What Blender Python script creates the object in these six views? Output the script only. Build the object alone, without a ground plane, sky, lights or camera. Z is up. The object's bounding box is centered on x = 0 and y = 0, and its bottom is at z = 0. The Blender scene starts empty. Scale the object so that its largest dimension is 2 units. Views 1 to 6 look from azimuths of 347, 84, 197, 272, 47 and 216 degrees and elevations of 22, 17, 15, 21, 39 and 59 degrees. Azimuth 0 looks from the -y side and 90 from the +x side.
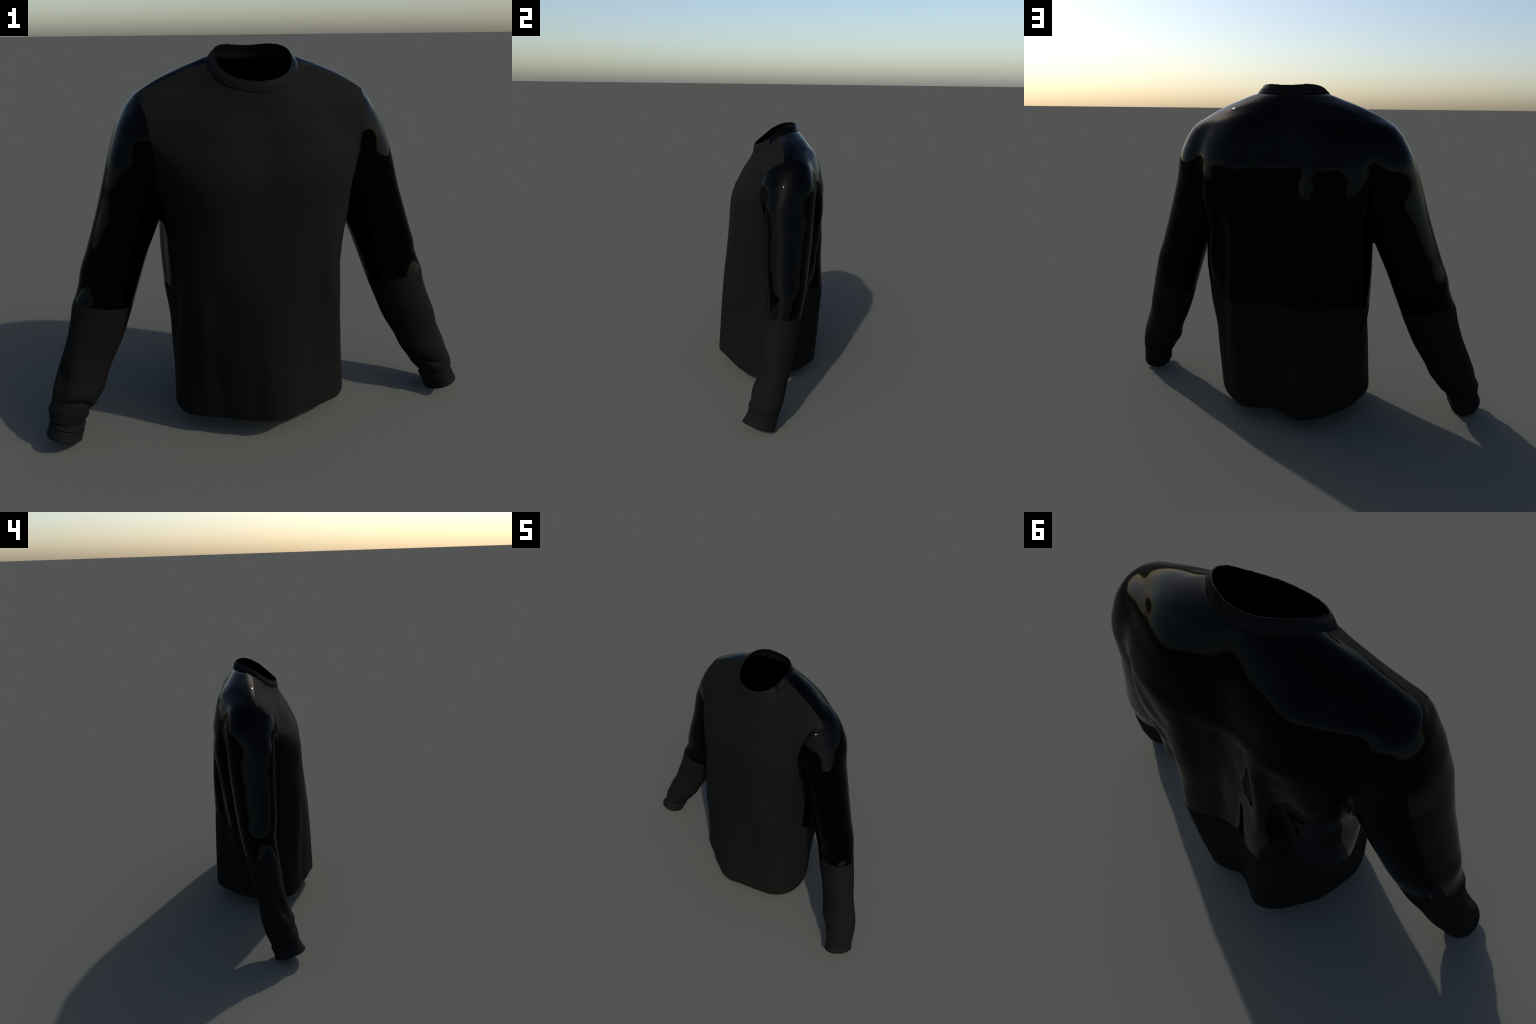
"""A long-sleeved crew-neck shirt standing as if worn: torso, sleeves, ribbed collar and cuffs.

The cloth surface is one implicit body (a torso built from horizontal cross-sections, smoothly
joined to two sleeves swept along the arms).  It is meshed, cut at neck, hem and wrists, split into
its sewn panels and given the thickness of cloth.  Collar and cuffs are lofted bands of their own."""
import bpy
import numpy as np

RNG = np.random.default_rng(7)
CELL = 0.0085            # meshing cell of the cloth surface
THICK = 0.006            # thickness of the cloth

# ------------------------------------------------------------------ small numeric helpers


def curve(xs, ys):
    """Smooth monotone (Fritsch-Carlson) interpolation through control points."""
    xs, ys = np.asarray(xs, float), np.asarray(ys, float)
    h, d = np.diff(xs), np.diff(ys) / np.diff(xs)
    m = np.zeros_like(ys)
    w1, w2 = 2 * h[1:] + h[:-1], h[1:] + 2 * h[:-1]
    same = d[:-1] * d[1:] > 0
    with np.errstate(divide="ignore", invalid="ignore"):
        m[1:-1] = np.where(same, (w1 + w2) / (w1 / d[:-1] + w2 / d[1:]), 0)
    m[0], m[-1] = d[0], d[-1]

    def f(x):
        x = np.clip(x, xs[0], xs[-1])
        i = np.clip(np.searchsorted(xs, x) - 1, 0, len(h) - 1)
        t = (x - xs[i]) / h[i]
        return ((1 + 2 * t) * (1 - t) ** 2 * ys[i] + t * (1 - t) ** 2 * h[i] * m[i]
                + t * t * (3 - 2 * t) * ys[i + 1] + t * t * (t - 1) * h[i] * m[i + 1])
    return f


def smoothstep(a, b, x):
    t = np.clip((x - a) / (b - a), 0, 1)
    return t * t * (3 - 2 * t)


def bump(x, c, w):
    return np.exp(-((x - c) / w) ** 2)


def smin(a, b, k):
    h = np.maximum(k - np.abs(a - b), 0) / k
    return np.minimum(a, b) - h * h * h * k / 6


# ------------------------------------------------------------------ torso: horizontal cross-sections
YC = 0.06                # all sections are seen from the axis x = 0, y = YC
mirror = lambda pts: pts + [(-x, y) for x, y in pts[::-1] if abs(x) > 1e-6]

SECTIONS = {             # height: outline points, going round from the front
    0.07: [(0, -.360), (.06, -.357), (.144, -.317), (.25, -.272), (.352, -.209), (.400, -.142), (.416, -.06), (.405, .03),
           (.36, .125), (.30, .21), (.25, .258), (.18, .308), (.11, .308), (.027, .285), (-.04, .316), (-.12, .363), (-.196, .338),
           (-.273, .262), (-.335, .187), (-.385, .07), (-.415, -.03), (-.412, -.115), (-.38, -.19), (-.312, -.234),
           (-.2, -.28), (-.09, -.327)],
    0.38: [(0, -.340), (.08, -.328), (.18, -.285), (.27, -.248), (.345, -.212), (.378, -.13), (.405, -.04), (.415, .05),
           (.380, .14), (.332, .198), (.295, .238), (.265, .285), (.225, .318), (.15, .312), (.07, .292), (.02, .284), (-.05, .318),
           (-.13, .356), (-.2, .328), (-.25, .258), (-.31, .208), (-.37, .165), (-.408, .06), (-.395, -.05), (-.385, -.14),
           (-.325, -.218), (-.22, -.268), (-.1, -.316)],
    0.63: [(0, -.320), (.1, -.310), (.2, -.275), (.275, -.255), (.328, -.222), (.358, -.12), (.398, -.01), (.430, .07), (.420, .14), (.385, .195),
           (.330, .226), (.290, .248), (.265, .305), (.22, .333), (.144, .320), (.066, .292), (0, .292), (-.08, .333),
           (-.15, .343), (-.20, .315), (-.245, .260), (-.335, .236), (-.398, .200), (-.422, .14), (-.405, .05), (-.375, -.04),
           (-.368, -.15), (-.315, -.234), (-.2, -.273), (-.1, -.306)],
    0.82: [(0, -.296), (.1, -.296), (.2, -.276), (.275, -.258), (.325, -.205), (.365, -.12), (.412, -.01), (.436, .08), (.430, .15), (.402, .215),
           (.345, .262), (.290, .250), (.258, .300), (.2, .325), (.12, .308), (.05, .282), (-.02, .290), (-.09, .326),
           (-.15, .344), (-.19, .332), (-.235, .272), (-.33, .262), (-.395, .225), (-.428, .14), (-.410, .05), (-.382, -.05),
           (-.358, -.14), (-.3, -.234), (-.22, -.272), (-.1, -.292)],
    1.00: [(0, -.271), (.1, -.274), (.19, -.264), (.28, -.238), (.345, -.19), (.395, -.11), (.420, -.01), (.412, .08), (.406, .15), (.392, .225),
           (.345, .280), (.29, .272), (.25, .306), (.18, .324), (.1, .302), (.03, .283), (-.04, .288), (-.1, .312),
           (-.16, .338), (-.225, .285), (-.28, .285), (-.35, .278), (-.398, .230), (-.422, .15), (-.422, .08), (-.398, -.01),
           (-.375, -.11), (-.34, -.180), (-.28, -.230), (-.19, -.266), (-.1, -.274)],
    1.15: [(0, -.255), (.1, -.262), (.18, -.256), (.28, -.230), (.365, -.175), (.418, -.095), (.432, 0), (.434, .10), (.425, .2),
           (.39, .272), (.33, .296), (.26, .302), (.19, .317), (.1, .299), (0, .280), (-.08, .296), (-.145, .330), (-.21, .308), (-.27, .302),
           (-.34, .304), (-.39, .272), (-.425, .2), (-.434, .10), (-.432, 0), (-.415, -.09), (-.362, -.175), (-.28, -.232),
           (-.18, -.258), (-.1, -.262)],
    1.25: [(0, -.224), (.1, -.232), (.18, -.230), (.28, -.210), (.375, -.162), (.427, -.105), (.447, -.02), (.447, .08), (.432, .20),
           (.385, .275), (.30, .301), (.2, .316), (.1, .296), (0, .280), (-.08, .290), (-.145, .316), (-.21, .312), (-.30, .304),
           (-.385, .275), (-.432, .20), (-.447, .08), (-.447, -.02), (-.427, -.105), (-.375, -.162), (-.28, -.210), (-.18, -.230), (-.1, -.232)],
    1.33: mirror([(0, -.184), (.1, -.192), (.2, -.186), (.3, -.155), (.38, -.122), (.437, -.098), (.467, -.02), (.467, .08), (.44, .19), (.375, .268),
                  (.28, .303), (.2, .310), (.1, .294), (0, .277)]),
    1.42: mirror([(0, -.138), (.1, -.142), (.2, -.130), (.3, -.106), (.4, -.086), (.455, -.070), (.480, .01), (.480, .09), (.435, .18), (.36, .248),
                  (.27, .282), (.18, .292), (.1, .278), (0, .260)]),
    1.49: mirror([(0, -.116), (.1, -.108), (.2, -.080), (.3, -.053), (.4, -.032), (.455, -.010), (.490, .04), (.482, .10), (.415, .172), (.32, .233),
                  (.22, .270), (.1, .262), (0, .248)]),
    1.53: mirror([(0, -.104), (.06, -.097), (.128, -.072), (.22, -.030), (.33, -.002), (.40, .015), (.440, .06), (.415, .115), (.335, .187), (.22, .244), (.1, .247), (0, .236)]),
    1.56: mirror([(0, -.085), (.1, -.066), (.173, -.028), (.26, .005), (.34, .028), (.382, .07), (.345, .135), (.26, .200), (.18, .223), (.08, .227), (0, .222)]),
    1.59: mirror([(0, -.060), (.1, -.040), (.188, .010), (.255, .030), (.312, .078), (.275, .142), (.2, .190), (.13, .205), (.06, .207), (0, .206)]),
    1.612: mirror([(0, -.040), (.1, -.015), (.19, .043), (.250, .085), (.212, .142), (.14, .178), (.06, .192), (0, .192)]),
    1.64: mirror([(0, .0), (.08, .02), (.155, .068), (.176, .10), (.125, .145), (.05, .168), (0, .175)]),
    1.66: mirror([(0, .02), (.04, .03), (.07, .06), (.05, .10), (0, .12)]),
}
NT, NZ = 720, 520
TH = np.arange(NT) / NT * 2 * np.pi
levels = np.array(sorted(SECTIONS))
half_w = np.array([max(abs(x) for x, y in SECTIONS[z]) for z in levels])
half_d = np.array([max(abs(y - YC) for x, y in SECTIONS[z]) for z in levels])


def section_radius(pts, w, d):
    p = np.array(pts)
    X, Y = p[:, 0] / w, (p[:, 1] - YC) / d
    a = np.arctan2(X, -Y) % (2 * np.pi)
    o = np.argsort(a)
    a, r = a[o], np.hypot(X, Y)[o]
    n = len(a)
    aa = np.concatenate([a[-4:] - 2 * np.pi, a, a[:4] + 2 * np.pi])
    rr = np.concatenate([r[-4:], r, r[:4]])
    R = curve(aa, rr)(TH)
    k = np.fft.rfftfreq(NT, 1 / NT)
    return np.fft.irfft(np.fft.rfft(R) * np.exp(-(k / 52.0) ** 2), NT)


def build_torso_table():
    zs = np.linspace(-.1, 1.70, NZ)
    rows = np.array([section_radius(SECTIONS[z], w, d) for z, w, d in zip(levels, half_w, half_d)])
    w, d = curve(levels, half_w)(zs), curve(levels, half_d)(zs)
    R = np.stack([curve(levels, rows[:, j])(zs) for j in range(NT)], 1)
    kern = np.exp(-(np.arange(-12, 13) / 4.0) ** 2)
    kern /= kern.sum()
    pad = lambda A: np.concatenate([np.repeat(A[:1], 12, 0), A, np.repeat(A[-1:], 12, 0)])
    blur = lambda A: sum(k * pad(A)[i:i + NZ] for i, k in enumerate(kern))
    return zs, blur(R), blur(w), blur(d)


ZS, RT, WT, DT = build_torso_table()


def torso(P):
    x, y, z = P[..., 0], P[..., 1], P[..., 2]
    u = np.clip((z - ZS[0]) / (ZS[1] - ZS[0]), 0, NZ - 1.001)
    i = u.astype(int)
    f = u - i
    w = WT[i] * (1 - f) + WT[i + 1] * f
    d = DT[i] * (1 - f) + DT[i + 1] * f
    X, Y = x / w, (y - YC) / d
    rho = np.hypot(X, Y)
    v = (np.arctan2(X, -Y) % (2 * np.pi)) / (2 * np.pi) * NT
    j = np.floor(v).astype(int)
    g = v - j
    j0, j1 = j % NT, (j + 1) % NT
    R = (RT[i, j0] * (1 - g) + RT[i, j1] * g) * (1 - f) + (RT[i + 1, j0] * (1 - g) + RT[i + 1, j1] * g) * f
    return np.maximum((rho - R) * np.minimum(w, d) * .9, z - 1.668)


# ------------------------------------------------------------------ sleeves: sections across a straight arm axis
ARM_A, ARM_B = np.array([.47, .08, 1.30]), np.array([.925, -.15, .03])
ARM_D = (ARM_B - ARM_A) / np.linalg.norm(ARM_B - ARM_A)
ARM_E1 = np.array([1., 0, 0]) - ARM_D * ARM_D[0]
ARM_E1 /= np.linalg.norm(ARM_E1)                     # away from the body
ARM_E2 = np.array([0, 1., 0]) - ARM_D * ARM_D[1] - ARM_E1 * ARM_E1[1]
ARM_E2 /= np.linalg.norm(ARM_E2)                     # towards the back

arm_out = curve([-.36, -.30, -.25, -.20, -.166, -.1, 0, .17, .37, .5, .6, .73, .92, 1.09, 1.2, 1.25, 1.285, 1.33, 1.45],
                [-.20, -.14, -.06, .030, .076, .112, .127, .118, .112, .113, .118, .108, .105, .103, .103, .101, .093, .087, .079])
arm_in = curve([-.36, -.25, 0, .28, .5, .72, .9, 1.03, 1.15, 1.25, 1.285, 1.31, 1.45],
               [-.22, -.17, -.150, -.152, -.140, -.139, -.129, -.116, -.095, -.070, -.058, -.065, -.065])
arm_front = curve([-.36, -.25, -.17, -.1, 0, .1, .2, .28, .5, .6, .73, .88, 1.0, 1.07, 1.15, 1.24, 1.285, 1.335, 1.45],
                  [.03, .0, -.075, -.132, -.158, -.153, -.138, -.122, -.088, -.068, -.048, -.048, -.046, -.050, -.064, -.077, -.079, -.102, -.11])
arm_back = curve([-.36, -.25, -.17, -.1, 0, .28, .55, .73, .9, 1.02, 1.15, 1.24, 1.29, 1.35, 1.45],
                 [.05, .06, .090, .116, .140, .163, .167, .157, .146, .137, .125, .108, .097, .094, .075])


def arm_coords(P, side):
    q = P * np.array([side, 1, 1]) - ARM_A
    return q @ ARM_D, q @ ARM_E1, q @ ARM_E2


def arm_point(s, c1, c2, side):
    p = ARM_A + s[..., None] * ARM_D + c1[..., None] * ARM_E1 + c2[..., None] * ARM_E2
    return p * np.array([side, 1, 1])


def arm_folds(s, t, side):
    """Soft drag folds of the sleeve: radial change at height s, direction t round the arm."""
    low = smoothstep(.70, 1.0, s)
    f = .003 * np.sin(18 * s + 1.5 * np.sin(t + side) + 2.0 * np.cos(t)) * low * (1 - smoothstep(1.2, 1.27, s))
    f += .008 * bump(s, 1.13 + .03 * np.sin(t + .8), .045) * (.5 + .5 * np.cos(t + .4))
    f -= (.0095 - .0015 * side) * bump(s, 1.200 + .03 * np.sin(t * 2 + side), .014) * smoothstep(-.2, .9, np.cos(t - .5 * side + .4))
    f += .0052 * bump(s, .745 + .02 * np.sin(2 * t + side), .05) * np.maximum(np.cos(t - .8), 0) ** 1.5    # elbow fold
    f -= .003 * bump(s, .64 + .02 * np.sin(2 * t + side), .035) * np.maximum(np.cos(t - .5), 0) ** 2
    f += (.0045 - .001 * side) * bump(s, 1.235 + .012 * np.sin(2 * t + 2 * side), .018) * (.5 + .5 * np.cos(t + 1.2 * side))
    f -= (.0085 - .0025 * side) * bump(t, .95 + .15 * side + 2.0 * (1.07 - s), .30) * bump(s, 1.07, .09)                   # groove down the outer forearm
    f += .004 * bump(t, .25, .4) * bump(s, 1.0, .08)
    return f


def sleeve(P, side):
    s, c1, c2 = arm_coords(P, side)
    o, n, f, b = arm_out(s), arm_in(s), arm_front(s), arm_back(s)
    m1, r1, m2, r2 = (o + n) / 2, (o - n) / 2, (f + b) / 2, (b - f) / 2
    lean = .19 * smoothstep(-.05, .15, s) * (1 - smoothstep(.95, 1.2, s))   # fuller at the front outside
    X, Y = (c1 - m1 + lean * (c2 - m2)) / r1, (c2 - m2) / r2
    rho = (np.abs(X) ** 2.1 + np.abs(Y) ** 2.1) ** (1 / 2.1)
    R = 1 + arm_folds(s, np.arctan2(X, -Y), side) / .08
    return np.maximum((rho - R) * np.minimum(r1, r2), -.26 - s)


WAVES = [(RNG.normal(size=3), RNG.uniform(0, 6.28)) for _ in range(9)]


def unevenness(P):
    """The slight irregularity of sewn cloth: fractions of a millimetre, felt only in the gloss."""
    out = 0
    for i, (d, ph) in enumerate(WAVES):
        length = .035 + .008 * i
        k = d / np.linalg.norm(d) * 2 * np.pi / length
        out = out + np.sin(P @ k + ph) * length * .00035
    return out


def cloth(P):
    z = P[..., 2]
    front = 1 - smoothstep(-.06, .06, P[..., 1])
    k = .010 + (.046 * front + .012) * smoothstep(1.0, 1.12, z) + .040 * smoothstep(1.18, 1.36, z)
    f = torso(P)
    for side in (1, -1):
        f = smin(f, sleeve(P, side), k)
    return f + unevenness(P)


def gradient(fn, P, e=.003):
    g = np.empty_like(P)
    for a in range(3):
        d = np.zeros(3)
        d[a] = e
        g[:, a] = (fn(P + d) - fn(P - d)) / (2 * e)
    return g


# ------------------------------------------------------------------ meshing (surface nets) and cutting
def mesh_surface():
    lo, hi = np.array([-1.06, -.42, -.06]), np.array([1.06, .44, 1.70])
    n = np.ceil((hi - lo) / CELL).astype(int) + 1
    ax = [lo[a] + CELL * np.arange(n[a]) for a in range(3)]
    F = np.empty(n, np.float32)
    for i in range(0, n[0], 16):
        G = np.stack(np.meshgrid(ax[0][i:i + 16], ax[1], ax[2], indexing="ij"), -1)
        F[i:i + 16] = cloth(G)
    S = F < 0
    corners = sum(S[i:n[0] - 1 + i, j:n[1] - 1 + j, k:n[2] - 1 + k].astype(np.int8) for i in (0, 1) for j in (0, 1) for k in (0, 1))
    active = (corners > 0) & (corners < 8)
    index = np.full(active.shape, -1)
    cells = np.argwhere(active)
    index[active] = np.arange(len(cells))
    V = lo + (cells + .5) * CELL
    quads = []
    for a in range(3):
        b, c = (a + 1) % 3, (a + 2) % 3
        s0 = np.take(S, range(0, n[a] - 1), a)
        s1 = np.take(S, range(1, n[a]), a)
        E = np.argwhere(s0 != s1)
        E = E[(E[:, b] > 0) & (E[:, c] > 0) & (E[:, b] < n[b] - 1) & (E[:, c] < n[c] - 1)]
        inside = s0[tuple(E.T)]
        ids = []
        for db, dc in ((-1, -1), (0, -1), (0, 0), (-1, 0)):
            q = E.copy()
            q[:, b] += db
            q[:, c] += dc
            ids.append(index[tuple(q.T)])
        Q = np.stack(ids, 1)
        Q[~inside] = Q[~inside][:, ::-1]
        quads.append(Q)
    Q = np.concatenate(quads)
    for it in range(9):
        f = cloth(V)
        g = gradient(cloth, V)
        step = (f / np.maximum((g * g).sum(1), .05))[:, None] * g
        ln = np.linalg.norm(step, axis=1, keepdims=True)
        V = V - step * np.minimum(1, .008 / np.maximum(ln, 1e-9)) * (.8 if it < 3 else 1)
        if it < 5:       # even out the spacing of the vertices
            acc, cnt = np.zeros_like(V), np.zeros(len(V))
            for k in range(4):
                np.add.at(acc, Q[:, k], V[Q[:, (k + 1) % 4]] + V[Q[:, (k + 3) % 4]])
                np.add.at(cnt, Q[:, k], 2)
            V = V + .4 * (acc / cnt[:, None] - V)
    d1 = np.linalg.norm(V[Q[:, 0]] - V[Q[:, 2]], axis=1) <= np.linalg.norm(V[Q[:, 1]] - V[Q[:, 3]], axis=1)
    A, B = Q[d1], Q[~d1]
    T = np.concatenate([A[:, [0, 1, 2]], A[:, [0, 2, 3]], B[:, [1, 2, 3]], B[:, [1, 3, 0]]])
    return V, T


def cut(V, T, field):
    """Split the triangles along field(V) = 0; vertices close to the line are moved on to it."""
    f = field(V)
    E = np.unique(np.sort(np.concatenate([T[:, [0, 1]], T[:, [1, 2]], T[:, [2, 0]]]), 1), axis=0)
    a, b = E.T
    cross = f[a] * f[b] < 0
    t = np.where(cross, f[a] / np.where(cross, f[a] - f[b], 1), 0)
    V = V.copy()
    for near, other, m in ((a, b, cross & (t < .22)), (b, a, cross & (t > .78))):
        tt = np.where(near is a, t, 1 - t)[m] if near is a else (1 - t)[m]
        V[near[m]] = V[near[m]] + (V[other[m]] - V[near[m]]) * tt[:, None]
        f[near[m]] = 0
    cross = f[a] * f[b] < 0
    t = (f[a] / np.where(cross, f[a] - f[b], 1))[cross]
    N = len(V)
    key = a[cross].astype(np.int64) * N + b[cross]
    newV = V[a[cross]] + (V[b[cross]] - V[a[cross]]) * t[:, None]
    order = np.argsort(key)
    key_s = key[order]

    def mid(p, q):
        k = np.minimum(p, q).astype(np.int64) * N + np.maximum(p, q)
        return N + order[np.searchsorted(key_s, k)]
    V = np.concatenate([V, newV])
    s = np.sign(f)[T]
    hit = ((s > 0).any(1)) & ((s < 0).any(1))
    out = [T[~hit]]
    C, cs = T[hit], s[hit]
    zero = (cs == 0).any(1)
    Z, zs = C[zero], cs[zero]
    r = np.argmax(zs == 0, 1)
    Z = np.stack([Z[np.arange(len(Z)), (r + k) % 3] for k in range(3)], 1)
    if len(Z):
        m = mid(Z[:, 1], Z[:, 2])
        out += [np.stack([Z[:, 0], Z[:, 1], m], 1), np.stack([Z[:, 0], m, Z[:, 2]], 1)]
    Y, ys = C[~zero], cs[~zero]
    if len(Y):
        lone = np.argmax(ys == -np.sign(ys.sum(1))[:, None], 1)
        Y = np.stack([Y[np.arange(len(Y)), (lone + k) % 3] for k in range(3)], 1)
        p, q = mid(Y[:, 0], Y[:, 1]), mid(Y[:, 0], Y[:, 2])
        out += [np.stack([Y[:, 0], p, q], 1), np.stack([p, Y[:, 1], Y[:, 2]], 1), np.stack([p, Y[:, 2], q], 1)]
    return V, np.concatenate(out)


# ------------------------------------------------------------------ seams and openings
NECK_X, NECK_Y, NECK_C = .190, .1455, .0325
hem_height = curve([-3.2, -2.2, -1.5, -.7, 0, .7, 1.4, 2.2, 3.2], [.073, .075, .088, .10, .103, .098, .071, .069, .073])


def f_neck(P):
    return 1 - (P[:, 0] / NECK_X) ** 2 - ((P[:, 1] - NECK_C) / NECK_Y) ** 2


def f_hem(P):
    return np.where(np.abs(P[:, 0]) < .6, hem_height(np.arctan2(P[:, 0], -P[:, 1])) - P[:, 2], -1)


CUFF_TOP = lambda c2: 1.283 + .12 * c2
CUFF_END = lambda c2: 1.364 + .175 * c2


def f_wrist(P):
    out = np.full(len(P), -1.)
    for side in (1, -1):
        s, c1, c2 = arm_coords(P, side)
        m = P[:, 0] * side > .5
        out[m] = (s - CUFF_TOP(c2))[m]
    return out


arm_seam = curve([.9, 1.03, 1.11, 1.2, 1.28, 1.345, 1.424, 1.47, 1.494, 1.52], [.41, .415, .425, .432, .436, .446, .456, .472, .484, .50])


def f_armhole(P):
    """Positive on the sleeve side of the armhole seam."""
    low = np.minimum(torso(P) - sleeve(P, 1), torso(P) - sleeve(P, -1) + 0)
    low = np.where(P[:, 0] > 0, torso(P) - sleeve(P, 1), torso(P) - sleeve(P, -1))
    high = np.abs(P[:, 0]) - arm_seam(P[:, 2])
    w = smoothstep(1.02, 1.12, P[:, 2])
    return np.where(np.abs(P[:, 0]) < .3, -.2, low * (1 - w) + high * w)


def f_side(P):
    """Positive behind the side seam and the shoulder seam."""
    shoulder = .044 - (np.abs(P[:, 0]) - .192) * .065
    return P[:, 1] - np.where(P[:, 2] > 1.3, shoulder, .0 + (shoulder - .0) * smoothstep(.95, 1.3, P[:, 2]))


# ------------------------------------------------------------------ materials
def material(name):
    m = bpy.data.materials.new(name)
    m.use_nodes = True
    nt = m.node_tree
    nt.nodes.clear()
    out = nt.nodes.new("ShaderNodeOutputMaterial")
    bsdf = nt.nodes.new("ShaderNodeBsdfPrincipled")
    nt.links.new(bsdf.outputs[0], out.inputs[0])
    bsdf.inputs["Specular IOR Level"].default_value = SPECULAR
    return m, nt, bsdf


def node(nt, kind, **kw):
    n = nt.nodes.new(kind)
    for k, v in kw.items():
        if k.startswith("i_"):
            n.inputs[k[2:].replace("_", " ")].default_value = v
        elif k.startswith("n_"):
            n.inputs[int(k[2:])].default_value = v
        else:
            setattr(n, k, v)
    return n


def math(nt, op, a, b=None, c=None):
    n = node(nt, "ShaderNodeMath", operation=op)
    for i, v in enumerate((a, b, c)):
        if v is None:
            continue
        if isinstance(v, (int, float)):
            n.inputs[i].default_value = v
        else:
            nt.links.new(v, n.inputs[i])
    return n.outputs[0]


def mix_value(nt, fac, a, b):
    n = node(nt, "ShaderNodeMix", data_type="FLOAT")
    nt.links.new(fac, n.inputs[0])
    for i, v in ((2, a), (3, b)):
        if isinstance(v, (int, float)):
            n.inputs[i].default_value = v
        else:
            nt.links.new(v, n.inputs[i])
    return n.outputs[0]


def mix_colour(nt, fac, a, b):
    n = node(nt, "ShaderNodeMix", data_type="RGBA")
    nt.links.new(fac, n.inputs[0])
    for i, v in ((6, a), (7, b)):
        if isinstance(v, tuple):
            n.inputs[i].default_value = (*v, 1)
        else:
            nt.links.new(v, n.inputs[i])
    return n.outputs[2]


MATTE, MATTE_ROUGH = (.0061, .0058, .0048), .85
GLOSS, GLOSS_ROUGH = (.0002, .0002, .0002), .02
SPECULAR = .075          # faint reflection, as of dyed-black cloth
RIB = (.0068, .0071, .0072)


def matte_colour(nt, obj):
    noise = node(nt, "ShaderNodeTexNoise", i_Scale=2.2, i_Detail=2.0)
    nt.links.new(obj, noise.inputs["Vector"])
    weave = node(nt, "ShaderNodeTexNoise", i_Scale=900.0, i_Detail=1.0)
    nt.links.new(obj, weave.inputs["Vector"])
    c = mix_colour(nt, noise.outputs[0], tuple(v * .9 for v in MATTE), tuple(v * 1.1 for v in MATTE))
    return c, weave.outputs[0]


def jersey():
    """Plain matte knit."""
    m, nt, b = material("matte_black_jersey")
    obj = node(nt, "ShaderNodeTexCoord").outputs["Object"]
    c, weave = matte_colour(nt, obj)
    nt.links.new(c, b.inputs["Base Color"])
    b.inputs["Roughness"].default_value = MATTE_ROUGH
    bp = node(nt, "ShaderNodeBump", i_Strength=.06, i_Distance=.001)
    nt.links.new(weave, bp.inputs["Height"])
    nt.links.new(bp.outputs[0], b.inputs["Normal"])
    return m


def dark_inside():
    """Near-black inner face of the collar."""
    m, nt, b = material("near_black_collar_inside")
    b.inputs["Base Color"].default_value = (.0018, .0018, .0017, 1)
    b.inputs["Roughness"].default_value = .9
    return m


def coated(kind):
    """Glossy coated cloth above a straight dividing line, matte knit below it."""
    m, nt, b = material(kind)
    obj = node(nt, "ShaderNodeTexCoord").outputs["Object"]
    sep = node(nt, "ShaderNodeSeparateXYZ")
    nt.links.new(obj, sep.inputs[0])
    x, y, z = sep.outputs
    if kind == "coated_back":
        line = .64
        h = math(nt, "SUBTRACT", z, line)
    else:
        line = math(nt, "MULTIPLY_ADD", math(nt, "ABSOLUTE", x), .25, .614 - .25 * .70)
        line = math(nt, "MULTIPLY_ADD", y, -.05, line)
        h = math(nt, "SUBTRACT", z, line)
    gloss = math(nt, "GREATER_THAN", h, 0.0)
    c, weave = matte_colour(nt, obj)
    nt.links.new(mix_colour(nt, gloss, c, GLOSS), b.inputs["Base Color"])
    nt.links.new(mix_value(nt, gloss, MATTE_ROUGH, GLOSS_ROUGH), b.inputs["Roughness"])
    return m


def ribbed(name):
    """Rib knit, and for the collar one glossy stretch and the label patch between the two."""
    m, nt, b = material(name)
    tc = node(nt, "ShaderNodeTexCoord")
    obj = tc.outputs["Object"]
    sep = node(nt, "ShaderNodeSeparateXYZ")
    nt.links.new(obj, sep.inputs[0])
    x, y, z = sep.outputs
    big = node(nt, "ShaderNodeTexNoise", i_Scale=14.0, i_Detail=3.0)
    nt.links.new(obj, big.inputs["Vector"])
    fine = node(nt, "ShaderNodeTexNoise", i_Scale=500.0, i_Detail=2.0)
    nt.links.new(obj, fine.inputs["Vector"])
    c = mix_colour(nt, big.outputs[0], tuple(v * .8 for v in RIB), tuple(v * 1.2 for v in RIB))
    rough = .9
    if name == "ribbed_collar":
        # glossy from the front of one shoulder round to the nape, then a dull label patch
        g = math(nt, "MULTIPLY", math(nt, "GREATER_THAN", y, -.029), math(nt, "GREATER_THAN", x, .058))
        patch = math(nt, "MULTIPLY", math(nt, "GREATER_THAN", y, .05),
                     math(nt, "MULTIPLY", math(nt, "GREATER_THAN", x, .003), math(nt, "LESS_THAN", x, .058)))
        c = mix_colour(nt, patch, c, (.0062, .0062, .0055))
        c = mix_colour(nt, g, c, GLOSS)
        rough = mix_value(nt, g, .9, GLOSS_ROUGH)
        nt.links.new(rough, b.inputs["Roughness"])
    else:
        b.inputs["Roughness"].default_value = rough
    nt.links.new(c, b.inputs["Base Color"])
    bp = node(nt, "ShaderNodeBump", i_Strength=.1, i_Distance=.001)
    nt.links.new(fine.outputs[0], bp.inputs["Height"])
    if name != "ribbed_collar":
        nt.links.new(bp.outputs[0], b.inputs["Normal"])
    return m


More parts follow.
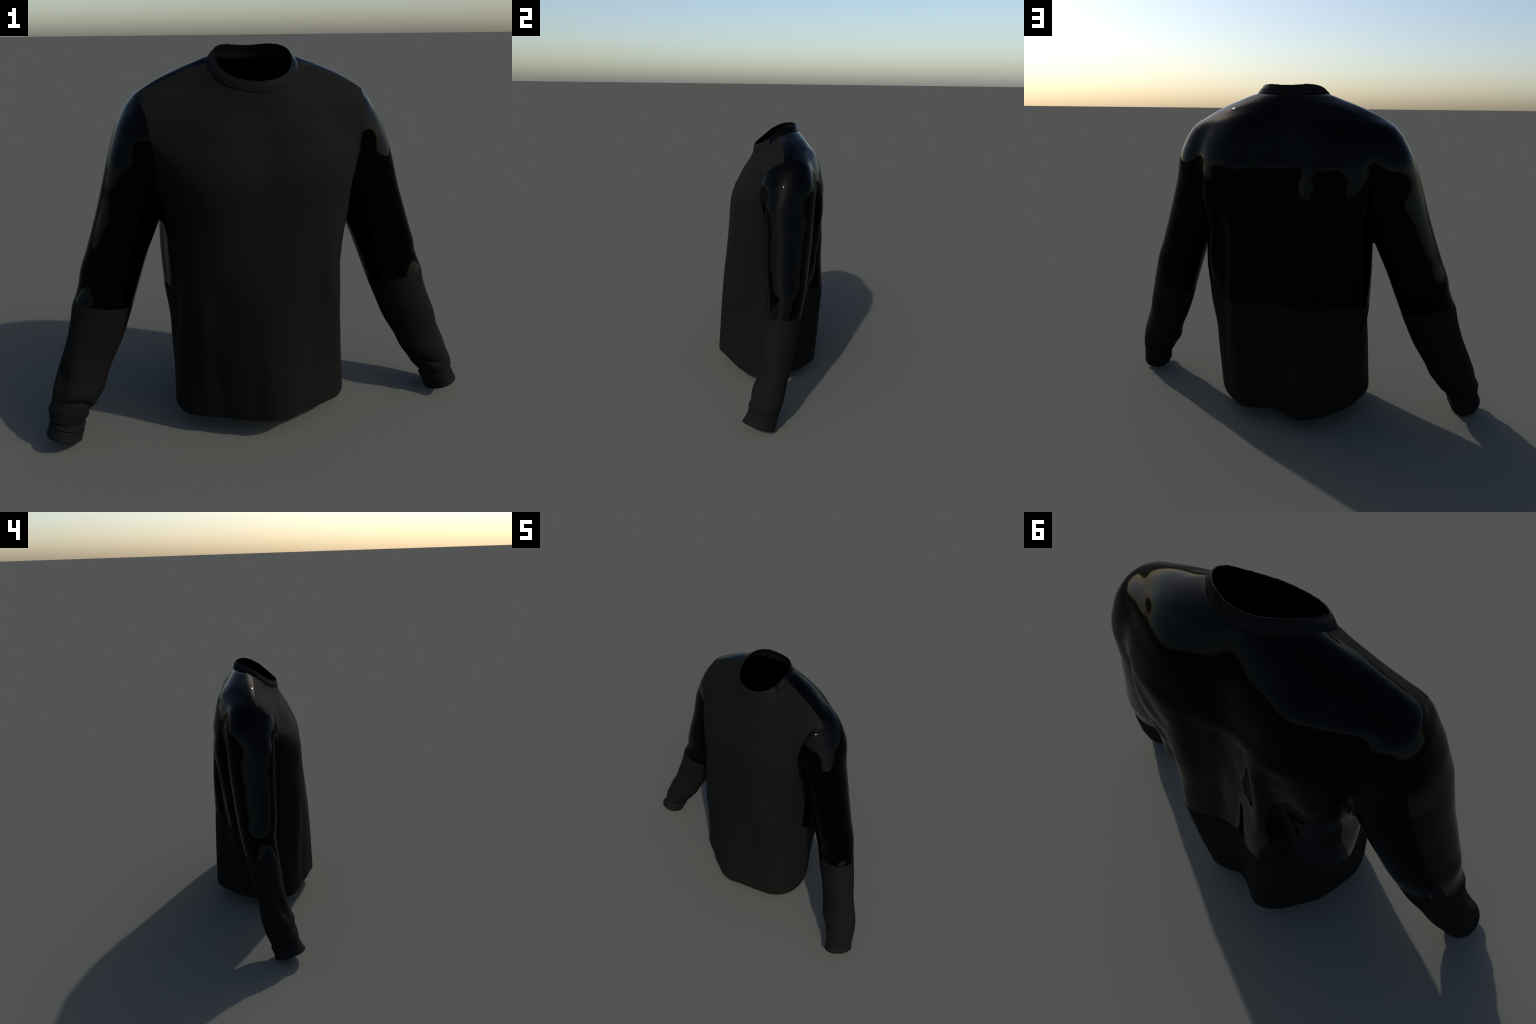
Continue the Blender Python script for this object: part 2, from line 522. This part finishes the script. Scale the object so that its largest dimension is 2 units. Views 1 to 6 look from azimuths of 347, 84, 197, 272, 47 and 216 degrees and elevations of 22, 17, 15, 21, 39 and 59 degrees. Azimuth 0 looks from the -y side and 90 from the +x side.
# ------------------------------------------------------------------ building the objects
def make_object(name, V, faces, normals, mat, parent):
    me = bpy.data.meshes.new(name)
    me.from_pydata(V.tolist(), [], faces if isinstance(faces, list) else faces.tolist())
    me.materials.append(mat)
    me.polygons.foreach_set("use_smooth", np.ones(len(me.polygons), bool))
    me.update()
    if normals is not None:
        me.normals_split_custom_set_from_vertices(normals.tolist())
    ob = bpy.data.objects.new(name, me)
    bpy.context.scene.collection.objects.link(ob)
    ob.parent = parent
    return ob


def unit(a):
    return a / np.maximum(np.linalg.norm(a, axis=-1, keepdims=True), 1e-12)


def panel(name, V, N, T, open_edges, mat, parent):
    """Outer and inner face of a panel of cloth, closed along its free edges."""
    used = np.unique(T)
    remap = np.full(len(V), -1)
    remap[used] = np.arange(len(used))
    v, n, t, k = V[used], N[used], remap[T], len(used)
    inner = v - n * THICK
    e = open_edges[(remap[open_edges] >= 0).all(1)]
    # only edges that belong to one of this panel's own triangles
    own = np.concatenate([T[:, [0, 1]], T[:, [1, 2]], T[:, [2, 0]]]).astype(np.int64)
    own_keys = own[:, 0] * len(V) + own[:, 1]
    e = e[np.isin(e[:, 0].astype(np.int64) * len(V) + e[:, 1], own_keys)]
    re = remap[e]
    faces = [t, t[:, ::-1] + k]
    verts, norms = [v, inner], [n, -n]
    if len(re):
        a, b = re[:, 0], re[:, 1]
        side = unit(np.cross(v[b] - v[a], n[a] + n[b]))
        acc = np.zeros_like(v)
        np.add.at(acc, a, side)
        np.add.at(acc, b, side)
        rim = np.unique(re)
        rm = np.full(k, -1)
        rm[rim] = np.arange(len(rim))
        sd = unit(acc[rim])
        base = 2 * k
        mid = (v[rim] + inner[rim]) / 2 + sd * THICK * .3
        verts += [v[rim], mid, inner[rim]]
        norms += [unit(sd + n[rim]), sd, unit(sd - n[rim])]
        m = len(rim)
        A, B = base + rm[a], base + rm[b]
        for o in (0, m):
            faces += [np.stack([A + o, A + o + m, B + o + m], 1), np.stack([A + o, B + o + m, B + o], 1)]
    return make_object(name, np.concatenate(verts), np.concatenate(faces), np.concatenate(norms), mat, parent)


def band(name, rings, mat, parent):
    """A closed tube of fabric through a list of rings, each an array (n, 3)."""
    R = np.array(rings)
    m, n = R.shape[:2]
    I = np.arange(m * n).reshape(m, n)
    A, B = I[:-1], I[1:]
    Q = np.stack([A, np.roll(A, -1, 1), np.roll(B, -1, 1), B], -1).reshape(-1, 4)
    return make_object(name, R.reshape(-1, 3), Q, None, mat, parent)


def collar(parent, mat):
    n = 720
    phi = np.arange(n) / n * 2 * np.pi
    cx, sy = np.sin(phi), -np.cos(phi)           # phi = 0 at the front
    base = np.stack([NECK_X * cx, NECK_C + NECK_Y * sy, np.full(n, 1.6)], 1)
    lo, hi = np.full(n, 1.45), np.full(n, 1.70)
    for _ in range(40):
        base[:, 2] = (lo + hi) / 2
        inside = torso(base) < 0
        lo, hi = np.where(inside, base[:, 2], lo), np.where(inside, hi, base[:, 2])
    k = np.fft.rfftfreq(n, 1 / n)                # an even seam line
    base[:, 2] = np.fft.irfft(np.fft.rfft(base[:, 2]) * np.exp(-(k / 9.0) ** 2), n)
    rim_y = .030 + .136 * sy
    rim_z = curve([-.11, -.105, -.073, -.03, .02, .083, .12, .147, .165, .17], [1.543, 1.546, 1.565, 1.595, 1.633, 1.666, 1.677, 1.680, 1.675, 1.673])(rim_y)
    rim = np.stack([.163 * np.sign(cx) * np.abs(cx) ** .95, rim_y, rim_z], 1)
    across = unit(rim - base)
    tang = unit(np.roll(base, -1, 0) - np.roll(base, 1, 0))
    out = unit(np.cross(tang, across))
    out *= np.sign((out * np.stack([cx, sy, 0 * cx], 1)).sum(1))[:, None]
    wob = sum(a * np.sin(k * phi + p) for k, a, p in zip((7, 13, 23, 37, 51), RNG.uniform(.4, 1, 5), RNG.uniform(0, 6, 5))) / 3
    rib = np.cos(104 * phi) * (.6 + .4 * wob) * np.where((base[:, 1] > -.029) & (base[:, 0] > .055), .1, 1)
    rings = []
    T = .004
    for t in np.linspace(-.22, 1, 26):           # outer face, from under the seam to the rim
        swell = .0024 * smoothstep(-.06, .04, t) - .0012 * smoothstep(.5, 1, t) + .0012 * np.sin(np.pi * np.clip(t, 0, 1))
        amp = .0005 * smoothstep(0, .15, t) * (1 - smoothstep(.6, .9, t))
        rings.append(base + (rim - base) * t + out * (swell - .0035 * (1 - smoothstep(-.2, -.03, t)) + amp * rib + .0008 * wob * t)[:, None])
    for a in np.linspace(.3, np.pi, 7):          # rolled rim
        rings.append(rim + out * (T / 2 * (np.cos(a) - 1) + .002 + .0008 * wob)[:, None] + across * (T * .45 * np.sin(a) + .0009 * wob * np.sin(a))[:, None])
    for t in np.linspace(.95, -.25, 12):         # inner face
        rings.append(base + (rim - base) * t - out * (T - .002 + .006 * (1 - smoothstep(.0, .3, t))))
    ob = band("collar", rings, mat, parent)
    ob.data.materials.append(dark_inside())
    inner = np.arange(len(ob.data.polygons)) // n >= 26 + 5
    ob.data.polygons.foreach_set("material_index", inner.astype(np.int32))
    return ob


def cuff(parent, mat, side):
    n, rows = 480, 96
    phi = np.arange(n) / n * 2 * np.pi
    X, Y = np.sin(phi), -np.cos(phi)
    rng = np.random.default_rng(21 if side > 0 else 5)
    fold = [(u, w, a, rng.uniform(0, 6.3), rng.uniform(.02, .07)) for u, w, a in ((.10, .06, .0046), (.33, .05, .0034), (.52, .045, .0026), (.66, .05, .0008))]
    rib = np.cos(84 * phi)

    def ring(u, inset=0.0):
        m2 = .014 - .022 * u
        r1 = .0765 + .002 * smoothstep(.6, 1, u) - .008 * (1 - smoothstep(0, .10, u))
        r2 = .090 + .006 * smoothstep(.5, .95, u) - .008 * (1 - smoothstep(0, .10, u))
        m1 = .008
        r = np.zeros(n)
        for fu, fw, fa, fp, fv in fold:
            c = fu + fv * np.sin(phi + fp) + .5 * fv * np.sin(2 * phi + 2 * fp)
            strength = .2 + .8 * np.sin(phi + 1.7 * fp) * np.cos(2 * phi + fp)
            r += fa * bump(u, c, fw) * (.35 + strength) - .8 * fa * bump(u, c + fw * 1.7, fw * .8) * (.35 + strength)
        r += .0004 * rib * smoothstep(.0, .1, u)
        r -= .004 * smoothstep(.96, 1.02, u) + inset
        c1, c2 = m1 + (r1 + r) * X, m2 + (r2 + r) * Y
        s = CUFF_TOP(c2) + (CUFF_END(c2) - CUFF_TOP(c2)) * u
        return arm_point(s, c1, c2, side)
    rings = [ring(u) for u in np.linspace(-.10, 1, rows)]
    rings += [ring(1.0 + .035 * np.sin(a), .005 * (1 - np.cos(a))) for a in np.linspace(.4, np.pi, 6)]
    rings += [ring(u, .010) for u in np.linspace(.97, -.10, 14)]
    if side > 0:
        rings = [r[::-1] for r in rings]
    return band("cuff", rings, mat, parent)


def build():
    shirt = bpy.data.objects.new("long_sleeved_shirt", None)
    bpy.context.scene.collection.objects.link(shirt)
    shirt["label"] = "black long-sleeved crew-neck shirt, matte front and glossy coated back and sleeves"
    shirt["category"] = "long-sleeved shirt"

    V, T = mesh_surface()
    for opening in (f_neck, f_hem, f_wrist):
        V, T = cut(V, T, opening)
        T = T[opening(V[T].mean(1)) < 0]
    for seam in (f_armhole, f_side):
        V, T = cut(V, T, seam)
    used = np.unique(T)                          # keep the one connected outer surface
    remap = np.full(len(V), -1)
    remap[used] = np.arange(len(used))
    V, T = V[used], remap[T]
    N = unit(gradient(cloth, V, .004))
    area = np.linalg.norm(np.cross(V[T[:, 1]] - V[T[:, 0]], V[T[:, 2]] - V[T[:, 0]]), axis=1)
    T = T[area > 1e-12]

    he = np.concatenate([T[:, [0, 1]], T[:, [1, 2]], T[:, [2, 0]]]).astype(np.int64)
    key, rev = he[:, 0] * len(V) + he[:, 1], he[:, 1] * len(V) + he[:, 0]
    open_edges = he[~np.isin(key, rev)]

    C = V[T].mean(1)
    arm, back = f_armhole(C) > 0, f_side(C) > 0
    front_mat, back_mat, sleeve_mat = jersey(), coated("coated_back"), coated("coated_sleeve")
    panel("front_panel", V, N, T[~arm & ~back], open_edges, front_mat, shirt)
    panel("back_panel", V, N, T[~arm & back], open_edges, back_mat, shirt)
    cuff_mat = ribbed("ribbed_cuff")
    for side in (1, -1):
        s = panel("sleeve", V, N, T[arm & (C[:, 0] * side > 0)], open_edges, sleeve_mat, shirt)
        cuff(s, cuff_mat, side)
    collar(shirt, ribbed("ribbed_collar"))


build()
